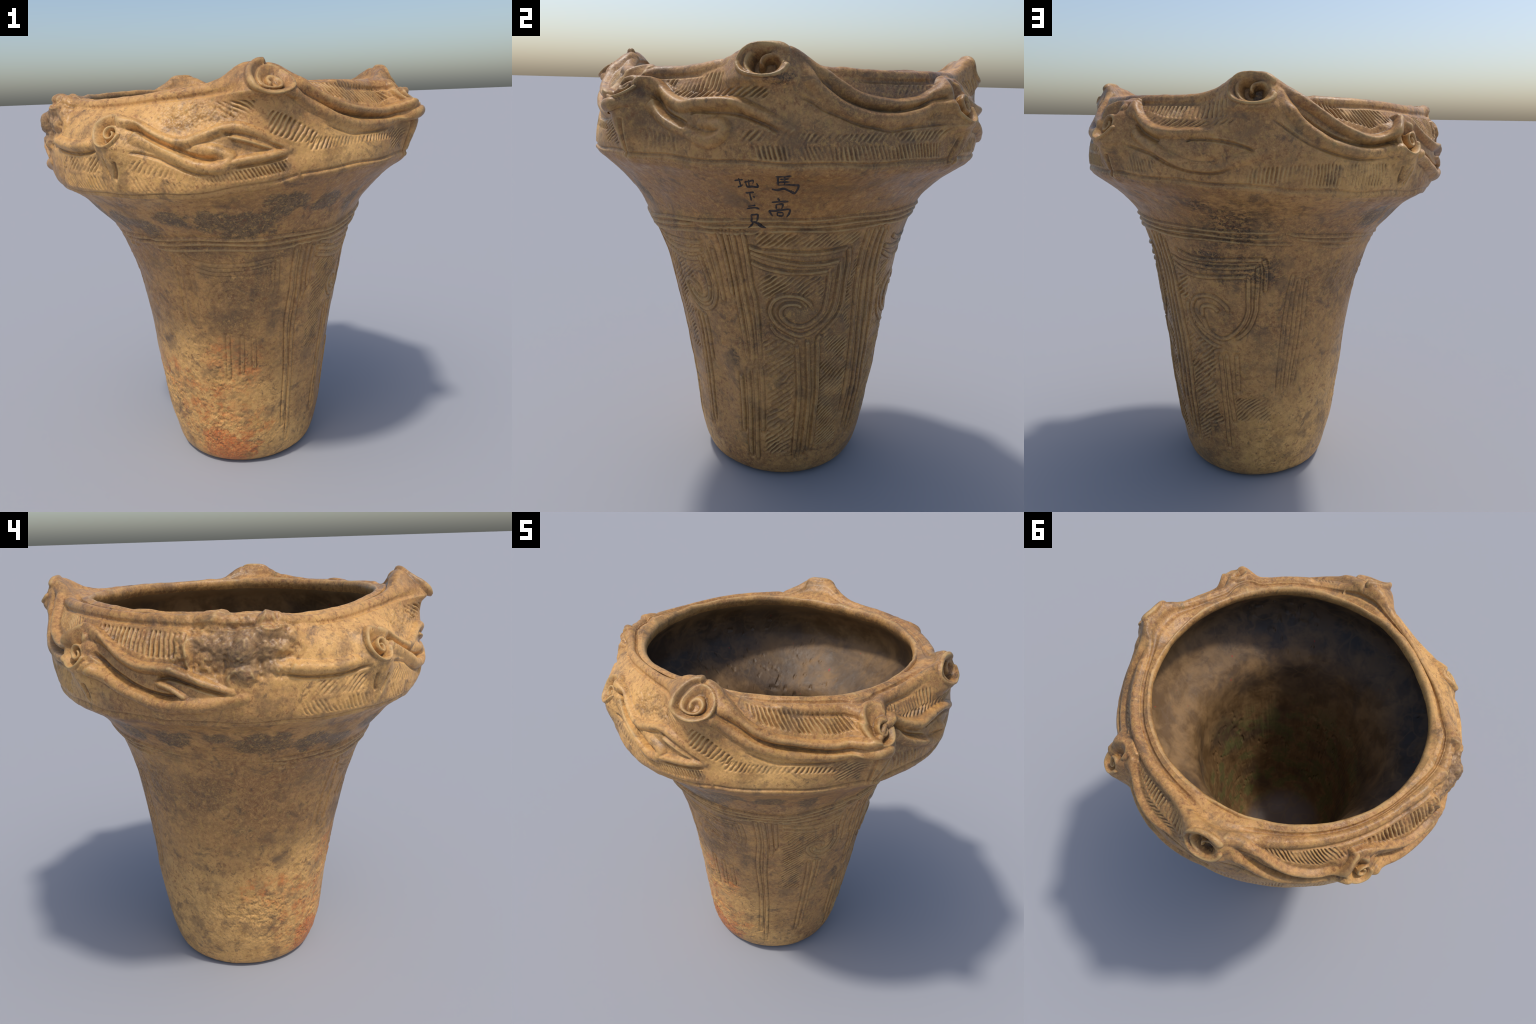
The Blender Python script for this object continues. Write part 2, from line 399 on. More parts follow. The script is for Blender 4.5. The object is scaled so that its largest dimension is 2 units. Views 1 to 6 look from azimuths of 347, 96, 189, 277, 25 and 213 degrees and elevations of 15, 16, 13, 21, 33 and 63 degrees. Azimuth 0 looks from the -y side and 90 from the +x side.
# lower panels, above the flange
hatch(-1.5, 14, [(-1.5, 1.70), (6, 1.672), (14, 1.662)], [(-1.5, 1.785), (6, 1.755), (14, 1.705)], 42, .0165, .012)
hatch(-14, -2.5, [(-14, 1.765), (-2.5, 1.752)], [(-14, 1.835), (-2.5, 1.81)], -50, .017, .009)
hatch(8, 46, [(8, 1.64), (25, 1.655), (46, 1.66)], [(8, 1.70), (25, 1.69), (46, 1.692)], 32, .017, .007)
hatch(-22, 6, [(-22, 1.545), (-8, 1.55), (6, 1.575)], [(-22, 1.572), (-8, 1.595), (6, 1.63)], -28, .014, .010)
hatch(38, 49, [(38, 1.62), (49, 1.61)], [(38, 1.71), (49, 1.71)], 62, .013, .006)
hatch(56, 70, [(56, 1.615), (70, 1.61)], [(56, 1.70), (70, 1.665)], -20, .02, .005)
hatch(84, 138, [(84, 1.60), (138, 1.605)], [(84, 1.65), (110, 1.662), (138, 1.665)], -22, .0155, .008)
hatch(84, 138, [(84, 1.652), (110, 1.664), (138, 1.668)], [(84, 1.69), (110, 1.70), (138, 1.715)], 40, .017, .006)
hatch(148, 163, [(148, 1.605), (163, 1.60)], [(148, 1.69), (163, 1.65)], -22, .016, .006)
hatch(186, 228, [(186, 1.575), (205, 1.565), (228, 1.56)], [(186, 1.64), (205, 1.66), (228, 1.655)], 5, .016, .007)
hatch(293, 313, [(293, 1.58), (313, 1.575)], [(293, 1.645), (313, 1.65)], 48, .018, .0040, jitter=.6)
hatch(291, 314, [(291, 1.525), (314, 1.525)], [(291, 1.578), (314, 1.572)], -30, .018, .0040, jitter=.6)
hatch(321, 339, [(321, 1.585), (339, 1.555)], [(321, 1.645), (331, 1.62), (339, 1.588)], 38, .018, .0040, jitter=.6)
hatch(320, 341, [(320, 1.525), (341, 1.522)], [(320, 1.583), (339, 1.553)], -32, .018, .0040, jitter=.6)

# ------------------------------------------------------------------ relief of the neck and body
LINE, HIGH = .0110, .0135


def lines(paths, half=LINE, high=HIGH, taper=(.03, .06)):
    for p in paths:
        rib(p, half, high, taper, flat=.6)
        groove(p, half * 1.9, .0075, taper=False)


# three raised lines at the foot of the neck, broken where sherds were mended
neck = [(0, 1.268), (30, 1.275), (60, 1.31), (95, 1.345), (125, 1.352), (165, 1.35), (195, 1.342), (225, 1.31), (260, 1.272), (290, 1.258), (330, 1.275), (360, 1.268)]
for drop, a, b in [(0, -48, 80), (0, 80, 196), (0, 200, 312), (.024, -52, 60), (.026, 62, 198), (.022, 205, 318), (.052, -46, 88), (.05, 90, 205), (.05, 215, 300)]:
    rib([(x, float(np.interp(x % 360, [p[0] for p in neck], [p[1] for p in neck])) - drop + .003 * math.sin(x * .17 + drop * 200)) for x in np.linspace(a, b, 16)], .0095, .010, (.03, .03), flat=.6)

# upright bundles between the panels
lines([[(70.6, 1.27), (71, 1.213), (72.1, .965)], [(73.4, 1.28), (73.6, 1.159), (74.9, .926), (76.6, .658)], [(76.6, 1.285), (76.7, 1.163), (77.8, 1.004), (79.4, .805), (79.3, .642)],
       [(80.9, 1.285), (81.1, 1.226), (81.9, 1.045), (83.4, .949), (83.6, .648)], [(71.2, .575), (71.4, .259)], [(75.9, .61), (75.8, .12)], [(80.1, .615), (80.2, .1)], [(83.8, .63), (83.9, .27)]])
lines([[(132, 1.28), (132.4, 1.124), (134.4, .858), (135.2, .70), (134, .36)], [(136.2, 1.29), (136.7, 1.128), (138.9, .815), (140.4, .609), (139.5, .25)],
       [(139.6, 1.29), (139.9, 1.171), (143, .837), (144.2, .55), (143.5, .21)], [(142.8, 1.27), (143.2, 1.19), (147, .892), (148.4, .68), (147, .20)]])
lines([[(206.9, 1.13), (206.2, 1.0), (205.3, .867), (203.8, .51)], [(210.9, 1.10), (210.7, .862), (208.5, .53)], [(214.8, 1.10), (216, .854), (213, .55)]], high=.008)
lines([[(14.9, 1.21), (14.4, 1.0), (13, .82), (14.5, .57), (15, .22)], [(18.4, 1.21), (18.2, .95), (17.3, .75), (18.6, .45), (19, .12)], [(21.4, 1.21), (21.4, .93)], [(24.2, 1.20), (23.8, .98)]], high=.0105)
lines([[(320.5, 1.18), (318.6, .98), (318.5, .85)], [(326.0, 1.13), (324.6, .871)]], high=.004)
# panel on the right side: three sagging swags turn a corner, fall, and coil inward; a stem stands below
lines([[(82.2, 1.216), (87.7, 1.199), (95.2, 1.198), (104.3, 1.192), (111.7, 1.194), (119.4, 1.204), (124.3, 1.214)],
       [(124.3, 1.214), (125.9, 1.145), (126, 1.06), (126.4, .99), (125.3, .907), (121, .850), (115.5, .80)],
       [(82.5, 1.193), (89, 1.170), (97, 1.153), (104.6, 1.142), (113.4, 1.142), (122.2, 1.155)],
       [(122.2, 1.155), (122.5, 1.035), (121.7, .943), (119, .884), (114, .839), (107.5, .806), (102.3, .806), (95.5, .838), (91.4, .88), (90, .925), (92, .972), (97, .998), (103.8, .992), (108.5, .962), (110.3, .93)],
       [(82.5, 1.147), (88.8, 1.123), (97.3, 1.107), (106, 1.103), (117.4, 1.110)],
       [(117.4, 1.110), (117.3, 1.0), (116, .919), (111.5, .872), (106, .848), (100, .856), (96, .888), (95, .925), (98, .955), (103, .955), (105.5, .935)],
       [(90, .85), (93, .81), (98, .785), (102.5, .765)]], half=.0112, high=.0150)
lines([[(103.2, .75), (103.7, .68), (104.7, .45), (104.3, .12)], [(108.6, .775), (109.3, .68), (110.6, .45), (110, .14)], [(115.5, .80), (114.1, .77), (114.8, .68), (115.4, .45), (115.7, .16)]], half=.0112, high=.0150)
# panel on the back
lines([[(146.4, 1.185), (152.4, 1.168), (161, 1.163), (170.8, 1.161), (184.2, 1.170), (190, 1.178)], [(190, 1.178), (190.6, 1.1), (190.6, 1.024), (190.3, .95), (186.6, .862), (179.1, .80)],
       [(146.1, 1.157), (154.5, 1.120), (161.2, 1.108), (175.3, 1.117), (186, 1.128)], [(186, 1.128), (186.6, 1.024), (186.4, .94), (182, .86), (173.6, .803), (165, .826), (158.5, .87), (155.2, .925), (157.5, .985), (163, 1.012), (170, 1.010), (175.5, .97), (176.5, .94)],
       [(150.9, 1.225), (158.7, 1.200), (171.1, 1.199), (184.1, 1.207), (192.4, 1.21)], [(192.4, 1.21), (194, 1.15), (194.4, 1.05)],
       [(153, .97), (152.4, .915), (154.5, .85), (160, .80), (166, .768), (171.1, .755)], [(162, .90), (164.6, .835), (171, .80)], [(161.5, .905), (162.5, .955), (168, .965), (171.5, .94)]], high=.012)
lines([[(170.5, .71), (171.6, .432), (172.1, .2)], [(174.3, .72), (175.5, .5), (177, .35)], [(180, .719), (180.5, .531)]], high=.009)
# panel on the front right, small and crowded
lines([[(27, 1.21), (38, 1.185), (50, 1.19), (61, 1.205)], [(27, 1.175), (38, 1.15), (50, 1.15), (60, 1.17)], [(27, 1.14), (38, 1.115), (50, 1.11), (57, 1.125)],
       [(57, 1.14), (58, 1.07), (59.5, 1.0)], [(61.5, 1.19), (62, 1.08), (63, .99), (60, .91), (54, .875), (47, .89), (42.5, .94), (42, .985), (46, 1.005), (51, .985), (52, .95)], [(65.5, 1.186), (66, 1.05), (66.7, .936)],
       [(59.5, 1.0), (57, .935), (52, .915), (47, .935), (46, .96)], [(44.5, .84), (45, .73), (43.5, .42), (43, .22)], [(48.2, .84), (48.5, .73), (47, .42), (46.6, .24)], [(52, .84), (52.2, .75), (51, .6)]], high=.0105)
# panel on the front, worn
lines([[(324.1, 1.197), (327.6, 1.163), (336.1, 1.141), (350.3, 1.138), (366.2, 1.159)], [(366.2, 1.159), (366.3, 1.027), (365, .95)], [(325.9, 1.126), (338.2, 1.096), (353.6, 1.101), (362, 1.115)],
       [(362, 1.115), (362.2, 1.0)], [(325, 1.165), (337, 1.118), (352, 1.12)], [(340.6, .775), (339.9, .524)], [(348.4, .765), (347.8, .559)], [(354.6, .753), (355, .582)]], high=.008)
lines([[(333, .97), (337, 1.03), (344, 1.045), (351, 1.01)], [(338, .955), (343, 1.0), (349, .98)]], high=.004)

# slanting comb strokes between the lines
def comb(a, b, z0, z1, lean, pitch, deep):
    hatch(a, b, [(a, z0), (b, z0)], [(a, z1), (b, z1)], lean, pitch, deep, jitter=.5, sharp=1.2, soft=.02)


comb(84, 103, .15, .79, 48, .022, 0.0085)
comb(116, 134, .18, .80, 48, .0165, 0.0114)
comb(127, 133, .80, 1.24, 50, .016, 0.0095)
comb(84, 128, 1.215, 1.29, 48, .018, 0.0085)
comb(85, 116, .98, 1.10, 50, .018, 0.0085)
comb(148, 170, .32, .80, 52, .021, 0.0075)
comb(146, 158, .98, 1.12, 58, .02, 0.0095)
comb(147, 160, .2, .9, 50, .016, 0.0057)
comb(26, 42, .62, 1.12, 52, .017, 0.0085)
comb(26, 62, .95, 1.2, 60, .016, 0.0057)
comb(176, 202, .35, .5, 50, .016, 0.0057)

# ------------------------------------------------------------------ clay texture
Q = P0
lump = fbm(Q, 5, 2)
mid = fbm(Q, 22, 3)
fine = fbm(Q, 90, 2)
azg, zg = AZ[None] + 0 * SS, P_z


def patch(a, z, ra, rz):
    d = np.hypot(adiff(azg, a) / ra, (zg - z) / rz) + .35 * mid
    return 1 - smooth(.7, 1.15, d)


H = UP - DOWN + .0045 * lump + .0016 * mid + .0006 * fine
# worn ribs: relief fades in places
worn = smooth(.15, .6, fbm(Q + 7, 4, 2))
body = 1 - smooth(1.25, 1.35, ZM)[:, None]
west_worn = np.clip(patch(264, .75, 46, .8) + patch(295, .3, 52, .33), 0, 1)
H = H - body * (UP - DOWN) * np.clip(.45 * worn + .8 * west_worn, 0, .92)
rough = patch(279, 1.785, 16, .125) * (1 - .55 * smooth(NK - 4.2, NK - 2.6, U))[:, None]
torn = fbm(Q * [1, 1, .8], 8, 2, .45)
H = H + rough * (.022 * smooth(-.14, .14, torn) + .010 * smooth(.1, .22, torn) + .016 * fbm(Q, 22, 3, .55) - .004)
for a, z, ra, rz, amp in [(340, 1.79, 12, .05, .011), (310, .32, 34, .28, .0042), (345, .55, 22, .12, .005), (262, 1.05, 18, .12, .006), (322, .72, 18, .12, .005), (278, .4, 30, .12, .005), (95, .2, 12, .12, .005),
                          (187, .62, 20, .14, .003), (352, 1.02, 14, .12, .004), (225, 1.1, 14, .12, .005), (345, .2, 30, .16, .004)]:
    H = H + patch(a, z, ra, rz) * amp * (fbm(Q * [1, 1, 1.2], 38, 4, .65) - .1)
# the mouth was pinched by fingers
lipw = np.exp(-((U - (NK - 1 - .5)) / .9) ** 2)[:, None]
H = H + lipw * .006 * fbm(Q, 12, 2)
P1 = P0 + N0 * H[..., None]
P1[..., 2] = np.maximum(P1[..., 2], 0)
P1[:3, :, 2] = 0

# ------------------------------------------------------------------ inside, from the lip down to the floor
INNER = [(.680, 1.900), (.668, 1.896), (.660, 1.876), (.672, 1.845), (.722, 1.79), (.765, 1.72), (.770, 1.64), (.730, 1.562), (.664, 1.50), (.583, 1.432), (.532, 1.36), (.503, 1.25), (.470, 1.1), (.43, .9), (.40, .7), (.365, .5), (.325, .34), (.26, .22), (.16, .165), (.08, .16), (.004, .16)]
din = catmull(INNER, 30)
len_in = np.concatenate([[0], np.cumsum(np.linalg.norm(np.diff(din, axis=0), axis=1))])
step_in = np.concatenate([np.arange(0, .30, .006), np.arange(.30, len_in[-1], .012)])
step_in[-1] = len_in[-1]
r_in, z_in = (np.interp(step_in, len_in, din[:, k]) for k in (0, 1))
I_z = z_in[:, None] + smooth(1.6, 1.885, z_in)[:, None] * (np.interp(AZ, RIM_AZ, RIM_Z) - 1.91)[None]
I_r = r_in[:, None] + MOUTH[None] * smooth(1.70, 1.86, z_in)[:, None]
PI = place(I_r, I_z)
up_, mid_ = smooth(1.88, 1.80, I_z) * smooth(1.60, 1.70, I_z), smooth(1.66, 1.56, I_z) * smooth(1.2, 1.4, I_z)
PI[..., 0] += .010 * up_ - .014 * mid_
PI[..., 1] += .008 * up_ - .010 * mid_
NI = normals(PI)
hi_ = .006 * fbm(PI, 6, 2) + .0012 * fbm(PI, 40, 2)
pits = vnoise(PI * 34 + 3)
hi_ = hi_ - .006 * smooth(1.80, 1.70, I_z) * smooth(.55, .75, pits) * smooth(-.1, .4, vnoise(PI * 3.1))
scr = np.stack([np.broadcast_to(ca * 7, I_z.shape), np.broadcast_to(sa * 7, I_z.shape), I_z * 1.2 + 5], -1)
hi_ = hi_ + .006 * fbm(scr, 1.6, 3, .6) * smooth(1.4, 1.0, I_z) * smooth(.18, .45, I_z)
hi_ = hi_ * smooth(0, .05, step_in)[:, None]
hi_ = hi_ + np.exp(-(step_in / .04) ** 2)[:, None] * .004 * fbm(PI, 12, 2)
PI = PI + NI * hi_[..., None]
PI[0] = P1[-1]
# the shoulder of the lip eases from the outer surface to the inner one
for k, f in ((1, .6), (2, .3), (3, .1)):
    PI[k] = PI[k] + f * (P1[-1] - place(I_r, I_z)[0]) * .5

# ------------------------------------------------------------------ one skin, divided into named parts
ALL = np.vstack([P1, PI[1:]])
NR = len(ALL)
NORM = normals(ALL)
zz = np.concatenate([ZM, np.full(NR - NS, 9.0)])
row_face = np.arange(NR - 1)
az_f = AZ + 180 / NA


def material_stub(name):
    m = bpy.data.materials.new(name)
    m.use_nodes = True
    return m


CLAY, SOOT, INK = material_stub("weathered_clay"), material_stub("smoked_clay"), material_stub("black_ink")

root = bpy.data.objects.new("clay_jar", None)
root.empty_display_size = .2
bpy.context.scene.collection.objects.link(root)
root["label"] = "ancient deep clay jar with flaring scrolled rim collar"
root["category"] = "pottery jar"

label = np.zeros((NR - 1, NA), int)
fz = np.concatenate([(ZM[:-1] + ZM[1:]) / 2, np.full(NR - NS, 9.0)])[:, None] + 0 * az_f[None]
fzz = (P_z[:-1] + P_z[1:]) / 2
fl = np.interp(az_f, FL_AZ, FL_Z) - .025
KIND = ["body", "neck", "collar", "mouth_rim", "interior", "foot"]
out_f = np.zeros((NS - 1, NA), int)
out_f[:] = 0
out_f[fzz > 1.285] = 1
out_f[(fzz > fl[None])] = 2
out_f[((U[:-1] + U[1:]) / 2 > NK - 1 - 3.3)[:, None] & (fzz > 1.8)] = 3
out_f[fzz < .035] = 5
label[:NS - 1] = out_f
inner_rows = (step_in[:-1] + step_in[1:]) / 2
label[NS - 1:] = np.where(inner_rows < .075, 3, 4)[:, None]
# scroll knobs are parts of their own
fs = (S[:-1] + S[1:])[:, None] / 2
fR = (RM[:-1] + RM[1:])[:, None] / 2
for a0, *_ in GREAT:
    d = np.hypot(np.radians(adiff(az_f, a0))[None] * fR / .105, (fs - face) / .085)
    label[:NS - 1][d < 1] = len(KIND)
    KIND.append("great_scroll")
for a0, zl, zt, _ in LESSER:
    d = np.hypot(np.radians(adiff(az_f, a0))[None] * fR / .078, (fs - float(s_of_z((zl + zt) / 2))) / .075)
    label[:NS - 1][d < 1] = len(KIND)
    KIND.append("small_scroll")

ii, jj = np.meshgrid(np.arange(NR - 1), np.arange(NA), indexing="ij")
j2 = (jj + 1) % NA
QUADS = np.stack([ii * NA + jj, ii * NA + j2, (ii + 1) * NA + j2, (ii + 1) * NA + jj], -1)
V, VN = ALL.reshape(-1, 3), NORM.reshape(-1, 3)


def build(name, quads, caps=(), mat=CLAY):
    used, idx = np.unique(quads, return_inverse=True)
    idx = idx.reshape(-1, 4)
    me = bpy.data.meshes.new(name)
    co, no = V[used], VN[used]
    nq = len(idx)
    ext = [np.searchsorted(used, c) for c in caps]
    loops = np.concatenate([idx.ravel(), *ext]).astype(np.int32)
    starts = np.concatenate([np.arange(nq) * 4, nq * 4 + np.cumsum([0] + [len(c) for c in ext])[:-1]]).astype(np.int32)
    me.vertices.add(len(co))
    me.vertices.foreach_set("co", co.astype(np.float32).ravel())
    me.loops.add(len(loops))
    me.loops.foreach_set("vertex_index", loops)
    me.polygons.add(len(starts))
    me.polygons.foreach_set("loop_start", starts)
    me.update(calc_edges=True)
    me.polygons.foreach_set("use_smooth", np.ones(len(starts), bool))
    me.normals_split_custom_set_from_vertices(no.astype(np.float32))
    me.materials.append(mat)
    ob = bpy.data.objects.new(name, me)
    ob.parent = root
    bpy.context.scene.collection.objects.link(ob)
    return ob


COLLAR = None
for k, name in enumerate(KIND):
    q = QUADS[label == k]
    caps = []
    if name == "foot":
        caps = [np.arange(NA)[::-1]]
    if name == "interior":
        caps = [(NR - 1) * NA + np.arange(NA)]
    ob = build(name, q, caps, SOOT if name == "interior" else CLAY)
    if name == "collar":
        COLLAR = ob
    if name in ("great_scroll", "small_scroll"):
        ob.parent = COLLAR


# ------------------------------------------------------------------ brushed ink writing on the neck
def surface(az, z):
    """Point and normal of the outer skin at an azimuth and a height of the mean profile."""
    i = np.clip(np.interp(s_of_z(z), S, np.arange(NS)), 0, NS - 2)
    j = (az % 360) * NA / 360
    i0, j0 = int(i), int(j)
    f, g = i - i0, j - j0
    j1 = (j0 + 1) % NA
    mix = lambda A: (A[i0, j0] * (1 - f) * (1 - g) + A[i0 + 1, j0] * f * (1 - g) + A[i0, j1] * (1 - f) * g + A[i0 + 1, j1] * f * g)
    return mix(P1), mix(NORM)


# strokes in a square of the writing: x to the right, y down (hundredths), with brush half-widths
GLYPHS = [
    [([(118, 22), (119, 42)], 2.2, 3.0), ([(113, 23), (136, 22), (152, 19)], 1.8, 2.4), ([(124, 30), (145, 29)], 1.7, 1.7), ([(122, 37), (147, 36)], 2, 1.6), ([(135, 22), (135, 41)], 2.2, 1.8),
     ([(118, 43), (146, 42), (160, 42), (170, 43), (168, 50), (160, 59), (144, 53), (132, 50), (118, 53), (104, 52)], 1.6, 2.6), ([(150, 55), (160, 58)], 2.2, 2.4)],
    [([(119, 71), (124, 77)], 2.4, 2.2), ([(104, 81), (125, 79), (146, 78)], 1.7, 2.2), ([(116, 86), (117, 98)], 2, 2), ([(115, 86), (132, 85), (131, 97)], 2, 2.2), ([(117, 99), (133, 98)], 1.8, 1.8),
     ([(107, 117), (103, 112), (100, 104), (118, 103), (138, 99), (151, 99), (149, 110), (142, 119)], 2.4, 2.6), ([(119, 108), (119, 116)], 1.8, 1.8), ([(118, 108), (132, 108), (132, 116), (119, 116)], 1.8, 1.8)],
    [([(11, 37), (22, 36), (32, 35)], 1.4, 1.8), ([(21, 32), (24, 40), (25, 46)], 1.8, 1.8), ([(18, 50), (25, 48), (31, 45)], 1.8, 1.4), ([(35, 40), (46, 38), (58, 36), (56, 43)], 1.6, 1.4), ([(46, 34), (47, 47)], 1.6, 1.8),
     ([(38, 37), (42, 48), (54, 48), (66, 49), (69, 48), (66, 41)], 1.6, 2.4)],
    [([(37, 62), (48, 61), (59, 60)], 1.5, 1.8), ([(48, 62), (50, 70), (53, 79)], 1.7, 2.2), ([(56, 68), (61, 72)], 1.6, 2.2)],
    [([(45, 94), (55, 92), (64, 90)], 1.3, 1.8), ([(42, 100), (55, 98), (66, 97), (74, 100)], 1.8, 2.3)],
    [([(52, 116), (54, 130)], 2.0, 2.4), ([(51, 117), (60, 116), (69, 116), (67, 130)], 2.0, 2.4), ([(54, 130), (67, 130)], 1.8, 1.8), ([(55, 131), (56, 138), (46, 145)], 2.0, 1.6), ([(56, 134), (68, 136), (78, 140), (90, 143)], 1.5, 3.4)],
]


def glyph_at(x, y):
    z = np.interp(y, [15, 80, 150], [1.5455, 1.4295, 1.3005])
    a = np.interp(y, [15, 80, 150], [92.0, 92.0, 91.6]) + (x - 100) * np.interp(y, [15, 80, 150], [.0930, .1205, .1465])
    return a, z


for strokes in GLYPHS:
    vs, fs_ = [], []
    for lift, (pts, w0, w1) in enumerate(strokes):
        c = catmull(np.array(pts, float), 7) if len(pts) > 2 else np.linspace(pts[0], pts[1], 9)
        n = len(c)
        tang = np.gradient(c, axis=0)
        tang /= np.linalg.norm(tang, axis=1, keepdims=True) + 1e-9
        base = len(vs)
        for k in range(n):
            t = k / (n - 1)
            w = 1.22 * (w0 + (w1 - w0) * t) * min(1, .35 + 5 * min(t, 1 - t)) * (1 + .15 * math.sin(9 * t + lift))
            for off, h in ((-1, -.0020), (-.75, .0013), (0, .0018 + .0002 * lift), (.75, .0013), (1, -.0020)):
                p, nn = surface(*glyph_at(c[k, 0] - tang[k, 1] * w * off, c[k, 1] + tang[k, 0] * w * off))
                vs.append(p + nn * h)
        for k in range(n - 1):
            for m in range(4):
                a = base + k * 5 + m
                fs_.append((a, a + 5, a + 6, a + 1))
        fs_.append(tuple(base + m for m in range(5)))
        fs_.append(tuple(base + (n - 1) * 5 + m for m in range(5))[::-1])
    me = bpy.data.meshes.new("ink_character")
    me.from_pydata([tuple(v) for v in vs], [], fs_)
    me.polygons.foreach_set("use_smooth", np.ones(len(me.polygons), bool))
    me.update()
    me.materials.append(INK)
    ob = bpy.data.objects.new("ink_character", me)
    ob.parent = bpy.data.objects["neck"]
    bpy.context.scene.collection.objects.link(ob)


# ------------------------------------------------------------------ materials
class Nodes:
    def __init__(self, mat):
        self.t = mat.node_tree
        self.bsdf = self.t.nodes["Principled BSDF"]

    def new(self, kind, **props):
        n = self.t.nodes.new(kind)
        for k, v in props.items():
            setattr(n, k, v)
        return n

    def link(self, a, b):
        self.t.links.new(a, b)

    def put(self, socket, value):
        if hasattr(value, "links"):
            self.link(value, socket)
        else:
            socket.default_value = value

    def math(self, op, a, b=0.0, clamp=False):
        n = self.new("ShaderNodeMath", operation=op, use_clamp=clamp)
        self.put(n.inputs[0], a)
        self.put(n.inputs[1], b)
        return n.outputs[0]

    def vmath(self, op, a, b=(0, 0, 0)):
        n = self.new("ShaderNodeVectorMath", operation=op)
        self.put(n.inputs[0], a)
        self.put(n.inputs[1], b)
        return n.outputs["Value"] if op == "DISTANCE" else n.outputs[0]

    def noise(self, vec, scale, detail=4, rough=.55, dist=0.0, out="Fac"):
        n = self.new("ShaderNodeTexNoise")
        self.put(n.inputs["Vector"], vec)
        n.inputs["Scale"].default_value, n.inputs["Detail"].default_value = scale, detail
        n.inputs["Roughness"].default_value, n.inputs["Distortion"].default_value = rough, dist
        return n.outputs[out]

    def ramp(self, x, lo, hi, a=0.0, b=1.0):
        n = self.new("ShaderNodeMapRange", interpolation_type="SMOOTHSTEP")
        self.put(n.inputs[0], x)
        for k, v in zip((1, 2, 3, 4), (lo, hi, a, b)):
            n.inputs[k].default_value = v
        return n.outputs[0]

    def mix(self, fac, a, b, kind="MIX"):
        n = self.new("ShaderNodeMix", data_type="RGBA", blend_type=kind)
        self.put(n.inputs[0], fac)
        for s, v in ((n.inputs[6], a), (n.inputs[7], b)):
            self.put(s, v if hasattr(v, "links") else (*v, 1))
        return n.outputs[2]


def spot(N, pos, warp, a, z, ra, rz, soft=.35):
    """Mask of a ragged blotch on the wall: azimuth, height, half-width along the wall, half-height (metres)."""
    c = tuple(float(k) for k in surface(a, min(z, 1.88))[0])
    d = N.vmath("SUBTRACT", pos, c)
    d = N.vmath("MULTIPLY", d, (1 / ra, 1 / ra, 1 / rz))
    n = N.new("ShaderNodeVectorMath", operation="LENGTH")
    N.link(d, n.inputs[0])
    x = N.math("ADD", n.outputs["Value"], warp)
    return N.ramp(x, 1 + soft * .4, 1 - soft)


MENDS = [(119, 1.455, .035, .030), (113, 1.41, .040, .030), (108, 1.375, .040, .025), (104, 1.345, .035, .025), (99, 1.29, .025, .030),
         (63.5, 1.335, .022, .03), (65.5, 1.30, .022, .03), (67.5, 1.25, .022, .03), (69, 1.20, .02, .03), (72, .90, .022, .03), (69, .85, .03, .02), (60, .70, .06, .05), (175, 1.66, .14, .02), (160, 1.585, .12, .018)]


def union(N, masks):
    m = masks[0]
    for k in masks[1:]:
        m = N.math("MAXIMUM", m, k)
    return m


